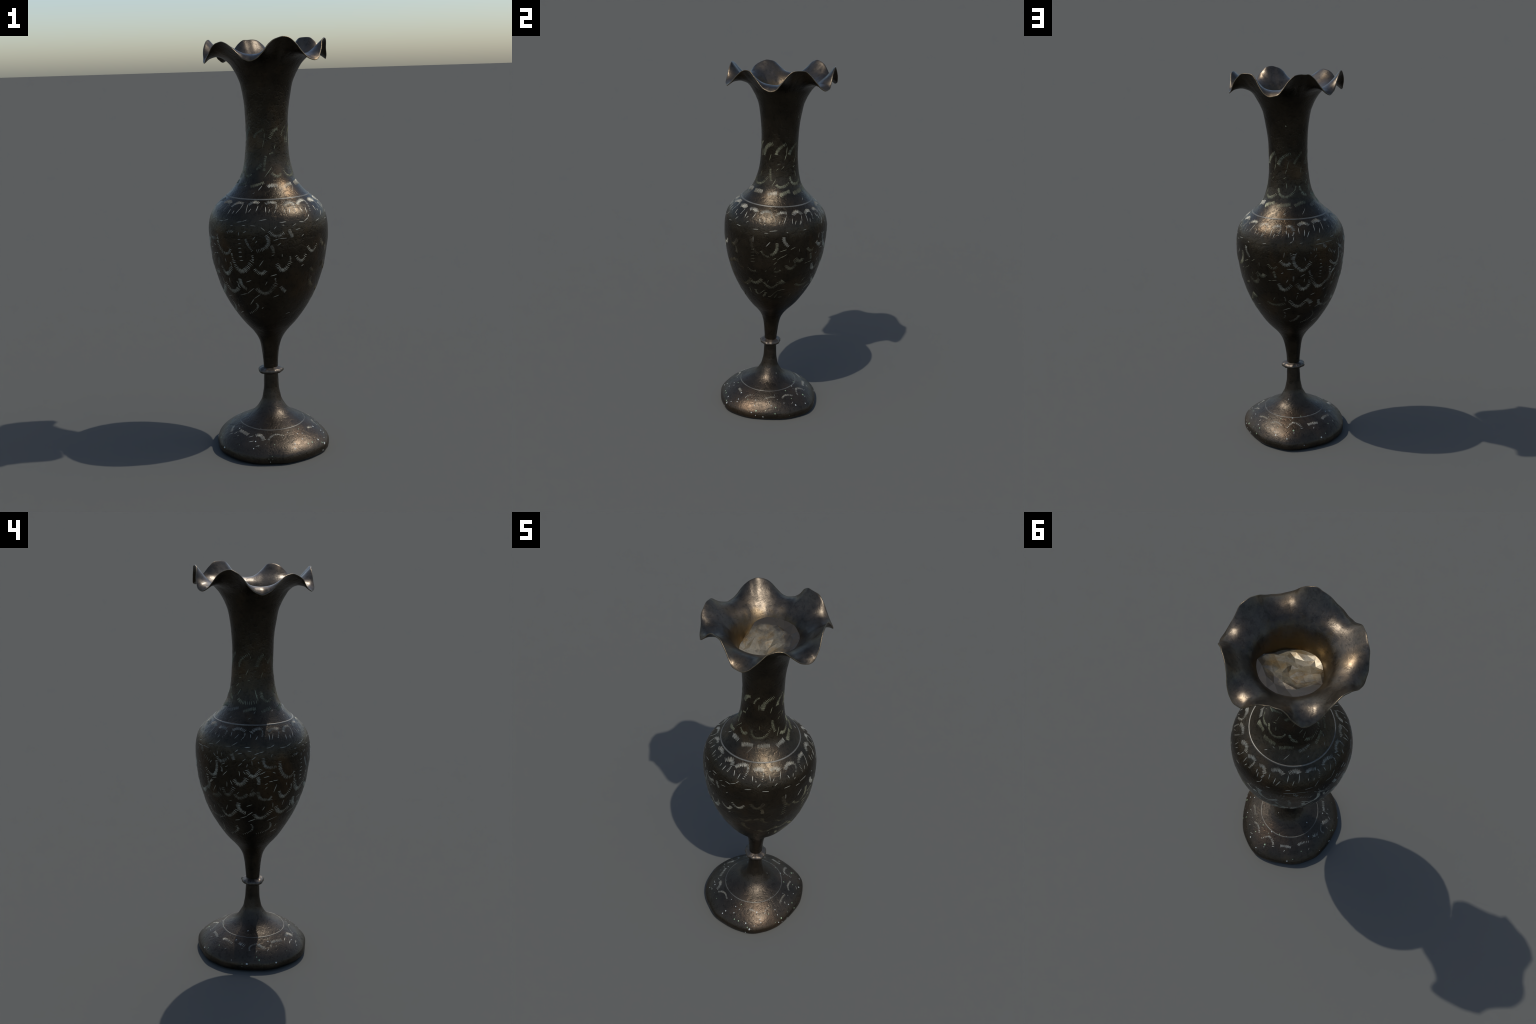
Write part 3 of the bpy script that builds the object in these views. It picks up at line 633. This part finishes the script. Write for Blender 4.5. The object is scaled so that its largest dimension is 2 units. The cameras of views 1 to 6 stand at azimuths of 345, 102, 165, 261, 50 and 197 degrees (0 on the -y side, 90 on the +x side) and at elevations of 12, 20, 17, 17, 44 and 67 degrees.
SHOULDER_CUTS = [
    (304.7, 1.204, 306.0, 1.218), (309.3, 1.207, 311.9, 1.226), (320.0, 1.245, 321.1, 1.210), (325.6, 1.230, 323.5, 1.214),
    (333.2, 1.242, 331.6, 1.219), (341.6, 1.238, 342.2, 1.214), (346.3, 1.228, 345.0, 1.212), (352.5, 1.225, 350.5, 1.209),
    (2.1, 1.226, 1.5, 1.211), (8.5, 1.228, 6.6, 1.205), (313.0, 1.171, 318.6, 1.175), (318.6, 1.175, 323.9, 1.184),
    (335.3, 1.180, 343.1, 1.186), (354.8, 1.169, 361.8, 1.172), (14.6, 1.166, 20.5, 1.163), (356.9, 1.158, 359.6, 1.157),
    (305.7, 1.155, 309.7, 1.155), (319.0, 1.158, 322.5, 1.158), (327.2, 1.159, 332.7, 1.157), (337.2, 1.151, 341.2, 1.136),
    (7.0, 1.149, 11.2, 1.160), (10.1, 1.132, 15.2, 1.136), (316.1, 1.127, 315.9, 1.112), (320.4, 1.124, 323.6, 1.135),
    (349.5, 1.141, 351.9, 1.154), (82.4, 1.210, 83.8, 1.193), (89.7, 1.207, 88.1, 1.193), (90.5, 1.187, 89.1, 1.179),
    (107.4, 1.205, 105.5, 1.191), (115.6, 1.232, 111.2, 1.191), (122.3, 1.216, 121.4, 1.190), (126.7, 1.206, 124.8, 1.187),
    (132.3, 1.204, 130.5, 1.184), (76.4, 1.154, 83.1, 1.157), (95.5, 1.153, 104.3, 1.159), (114.2, 1.149, 116.4, 1.148),
    (89.9, 1.141, 94.6, 1.143), (135.6, 1.227, 134.5, 1.205), (134.5, 1.205, 131.3, 1.185), (142.5, 1.227, 142.2, 1.193),
    (146.9, 1.206, 145.3, 1.188), (159.5, 1.222, 160.2, 1.205), (162.0, 1.213, 162.8, 1.190), (174.2, 1.232, 174.5, 1.206),
    (181.3, 1.222, 180.0, 1.193), (186.6, 1.214, 182.8, 1.188), (194.8, 1.239, 193.6, 1.211), (207.2, 1.243, 205.3, 1.209),
    (200.8, 1.219, 198.9, 1.198), (211.0, 1.170, 218.2, 1.174), (192.7, 1.168, 197.5, 1.172), (173.9, 1.162, 177.4, 1.164),
    (168.2, 1.194, 167.0, 1.174), (167.0, 1.174, 163.5, 1.164), (190.9, 1.148, 202.8, 1.149), (203.0, 1.153, 213.7, 1.150),
    (134.1, 1.154, 138.5, 1.158), (188.9, 1.130, 188.9, 1.116), (191.6, 1.131, 191.7, 1.114), (220.8, 1.206, 221.9, 1.218),
    (215.7, 1.211, 215.5, 1.223), (236.0, 1.237, 236.4, 1.220), (240.9, 1.210, 245.0, 1.230), (258.2, 1.234, 258.9, 1.218),
    (264.1, 1.210, 266.5, 1.225), (279.6, 1.235, 279.3, 1.206), (284.8, 1.232, 281.2, 1.206), (300.0, 1.223, 299.1, 1.201),
    (220.7, 1.175, 225.5, 1.199), (232.5, 1.175, 239.3, 1.178), (239.3, 1.179, 245.6, 1.199), (253.1, 1.176, 258.8, 1.180),
    (256.1, 1.162, 260.2, 1.160), (243.5, 1.152, 246.9, 1.167), (246.4, 1.145, 250.9, 1.151), (274.9, 1.174, 279.3, 1.177),
    (279.3, 1.177, 283.2, 1.187), (288.9, 1.170, 296.3, 1.171), (296.3, 1.171, 302.5, 1.182), (262.6, 1.145, 267.6, 1.154),
    (267.6, 1.154, 271.8, 1.159), (260.4, 1.120, 264.0, 1.136), (224.2, 1.148, 224.9, 1.130), (229.6, 1.125, 230.0, 1.146),
    (219.9, 1.133, 222.7, 1.121), (251.3, 1.112, 254.9, 1.126), (280.3, 1.146, 279.2, 1.131), (21.1, 1.228, 22.5, 1.206),
    (28.7, 1.224, 26.9, 1.199), (42.9, 1.223, 43.3, 1.201), (46.8, 1.206, 47.2, 1.198), (75.6, 1.233, 72.8, 1.203),
    (61.9, 1.228, 62.4, 1.201), (66.7, 1.212, 64.7, 1.199), (20.4, 1.165, 26.4, 1.179), (26.3, 1.180, 29.0, 1.192),
    (36.1, 1.158, 42.8, 1.164), (48.4, 1.177, 52.1, 1.195), (53.7, 1.156, 60.3, 1.155), (66.3, 1.179, 69.6, 1.190),
]



class Marks:
    def __init__(self):
        self.v, self.f = [], []

    def stroke(self, a0, z0, a1, z1, width, lift=0.0009, taper=0.35):
        """a lens-shaped stroke along the wall between two points"""
        r = float(wall_radius((a0 + a1) / 2, (z0 + z1) / 2))
        e = 0.002
        zm = (z0 + z1) / 2
        stretch = math.hypot(1, float(wall_radius(a0, zm + e) - wall_radius(a0, zm - e)) / (2 * e))
        k = math.radians(1) * r
        dx, dy = (a1 - a0) * k, (z1 - z0) * stretch
        length = math.hypot(dx, dy) + 1e-9
        px, py = -dy / length, dx / length
        stations = 4 + int(length / 0.012)
        base = len(self.v)
        t = np.linspace(0, 1, stations)
        w = width * 0.5 * np.minimum(1, np.minimum((t + 0.02) / taper, (1.02 - t) / taper)) ** 0.7
        for side, h in ((-1, -0.0006), (0, lift), (1, -0.0006)):
            aa = a0 + (a1 - a0) * t + side * px * w / k
            zz = z0 + (z1 - z0) * t + side * py * w / stretch
            self.v.extend(wall_point(aa, np.clip(zz, 0.003, NECK_TOP - 0.003), h))
        n = stations
        for i in range(n - 1):
            self.f.append((base + i, base + i + 1, base + n + i + 1, base + n + i))
            self.f.append((base + n + i, base + n + i + 1, base + 2 * n + i + 1, base + 2 * n + i))

    def comb(self, a0, z0, am, zm, a1, z1, tooth, count, width):
        """a bowed row of teeth standing across its spine"""
        e = 0.002
        stretch = math.hypot(1, float(wall_radius(am, zm + e) - wall_radius(am, zm - e)) / (2 * e))
        k = math.radians(1) * float(wall_radius(am, zm))
        spine = (math.hypot((am - a0) * k, (zm - z0) * stretch) + math.hypot((a1 - am) * k, (z1 - zm) * stretch))
        width = min(width, 0.62 * spine / count)
        for i in range(count):
            t = (i + 0.5 + 0.25 * (rng.random() - 0.5)) / count
            q0, q1, q2 = (1 - t) * (1 - 2 * t), 4 * t * (1 - t), t * (2 * t - 1)
            a, z = q0 * a0 + q1 * am + q2 * a1, q0 * z0 + q1 * zm + q2 * z1
            d0, d1, d2 = 4 * t - 3, 4 - 8 * t, 4 * t - 1
            dx = (d0 * a0 + d1 * am + d2 * a1) * k
            dy = (d0 * z0 + d1 * zm + d2 * z1) * stretch
            ln = math.hypot(dx, dy) + 1e-9
            lean = 0.25 * (rng.random() - 0.5)
            nx, ny = -dy / ln + lean * dx / ln, dx / ln + lean * dy / ln
            half = tooth * 0.5 * (0.8 + 0.4 * rng.random())
            ua, uz = nx * half / k, ny * half / stretch
            self.stroke(a - ua, z - uz, a + ua, z + uz, width * (0.8 + 0.5 * rng.random()))

    def speck(self, a, z, radius):
        base = len(self.v)
        e = 0.002
        stretch = math.hypot(1, float(wall_radius(a, z + e) - wall_radius(a, z - e)) / (2 * e))
        k = math.radians(1) * float(wall_radius(a, z))
        turn = rng.random() * 6
        long = 1 + 0.5 * rng.random()
        for i in range(9):
            p = turn + i * 2 * math.pi / 9
            q = radius * (0.55 + 0.5 * rng.random())
            self.v.append(wall_point(a + q * math.cos(p) / k, max(z + q * long * math.sin(p) / stretch, 0.002), -0.0003))
        self.v.append(wall_point(a, z, 0.0010))
        for i in range(9):
            self.f.append((base + i, base + (i + 1) % 9, base + 9))

    def build(self, name, mat):
        ob = add_object(name, self.v, self.f, mat, vase)
        ob["kind"] = "stuff"
        return ob


def engrave(name, combs, cuts, mat, tooth_width, cut_width, specks=()):
    marks = Marks()
    for c in combs:
        marks.comb(*c, tooth_width)
    for c in cuts:
        marks.stroke(*c, cut_width * (0.75 + 0.5 * rng.random()))
    for s in specks:
        marks.speck(*s)
    return marks.build(name, mat)




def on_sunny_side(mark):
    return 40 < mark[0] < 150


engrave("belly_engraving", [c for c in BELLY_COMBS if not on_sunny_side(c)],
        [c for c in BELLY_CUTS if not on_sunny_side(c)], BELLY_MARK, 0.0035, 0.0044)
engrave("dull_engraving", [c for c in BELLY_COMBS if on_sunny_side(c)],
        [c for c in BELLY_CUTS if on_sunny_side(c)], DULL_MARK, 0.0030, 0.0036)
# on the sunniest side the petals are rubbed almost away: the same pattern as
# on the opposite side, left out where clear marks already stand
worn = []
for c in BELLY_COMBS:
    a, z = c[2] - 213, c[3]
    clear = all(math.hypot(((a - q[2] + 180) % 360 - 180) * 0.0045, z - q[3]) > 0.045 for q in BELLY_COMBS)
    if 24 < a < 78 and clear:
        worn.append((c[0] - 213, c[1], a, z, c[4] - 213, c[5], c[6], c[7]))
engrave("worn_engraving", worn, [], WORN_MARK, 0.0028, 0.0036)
engrave("scroll_engraving", SCROLL_COMBS, SCROLL_CUTS, SHOULDER_MARK, 0.0034, 0.0044)
engrave("shoulder_engraving", SHOULDER_COMBS, SHOULDER_CUTS, SHOULDER_MARK, 0.0031, 0.0041)
engrave("collar_engraving", COLLAR_COMBS, COLLAR_CUTS, SHOULDER_MARK, 0.0034, 0.0036)
engrave("neck_engraving", NECK_COMBS, NECK_CUTS, NECK_MARK, 0.0031, 0.0037, NECK_SPECKS)
engrave("foot_engraving", FOOT_COMBS, FOOT_CUTS, SHOULDER_MARK, 0.0034, 0.0042)
engrave("foot_speck", [], [], SPECK_PALE, 0.003, 0.003, FOOT_SPECKS[0::3] + FOOT_SPECKS[1::3])
engrave("verdigris_speck", [], [], SPECK_GREEN, 0.003, 0.003, FOOT_SPECKS[2::3])
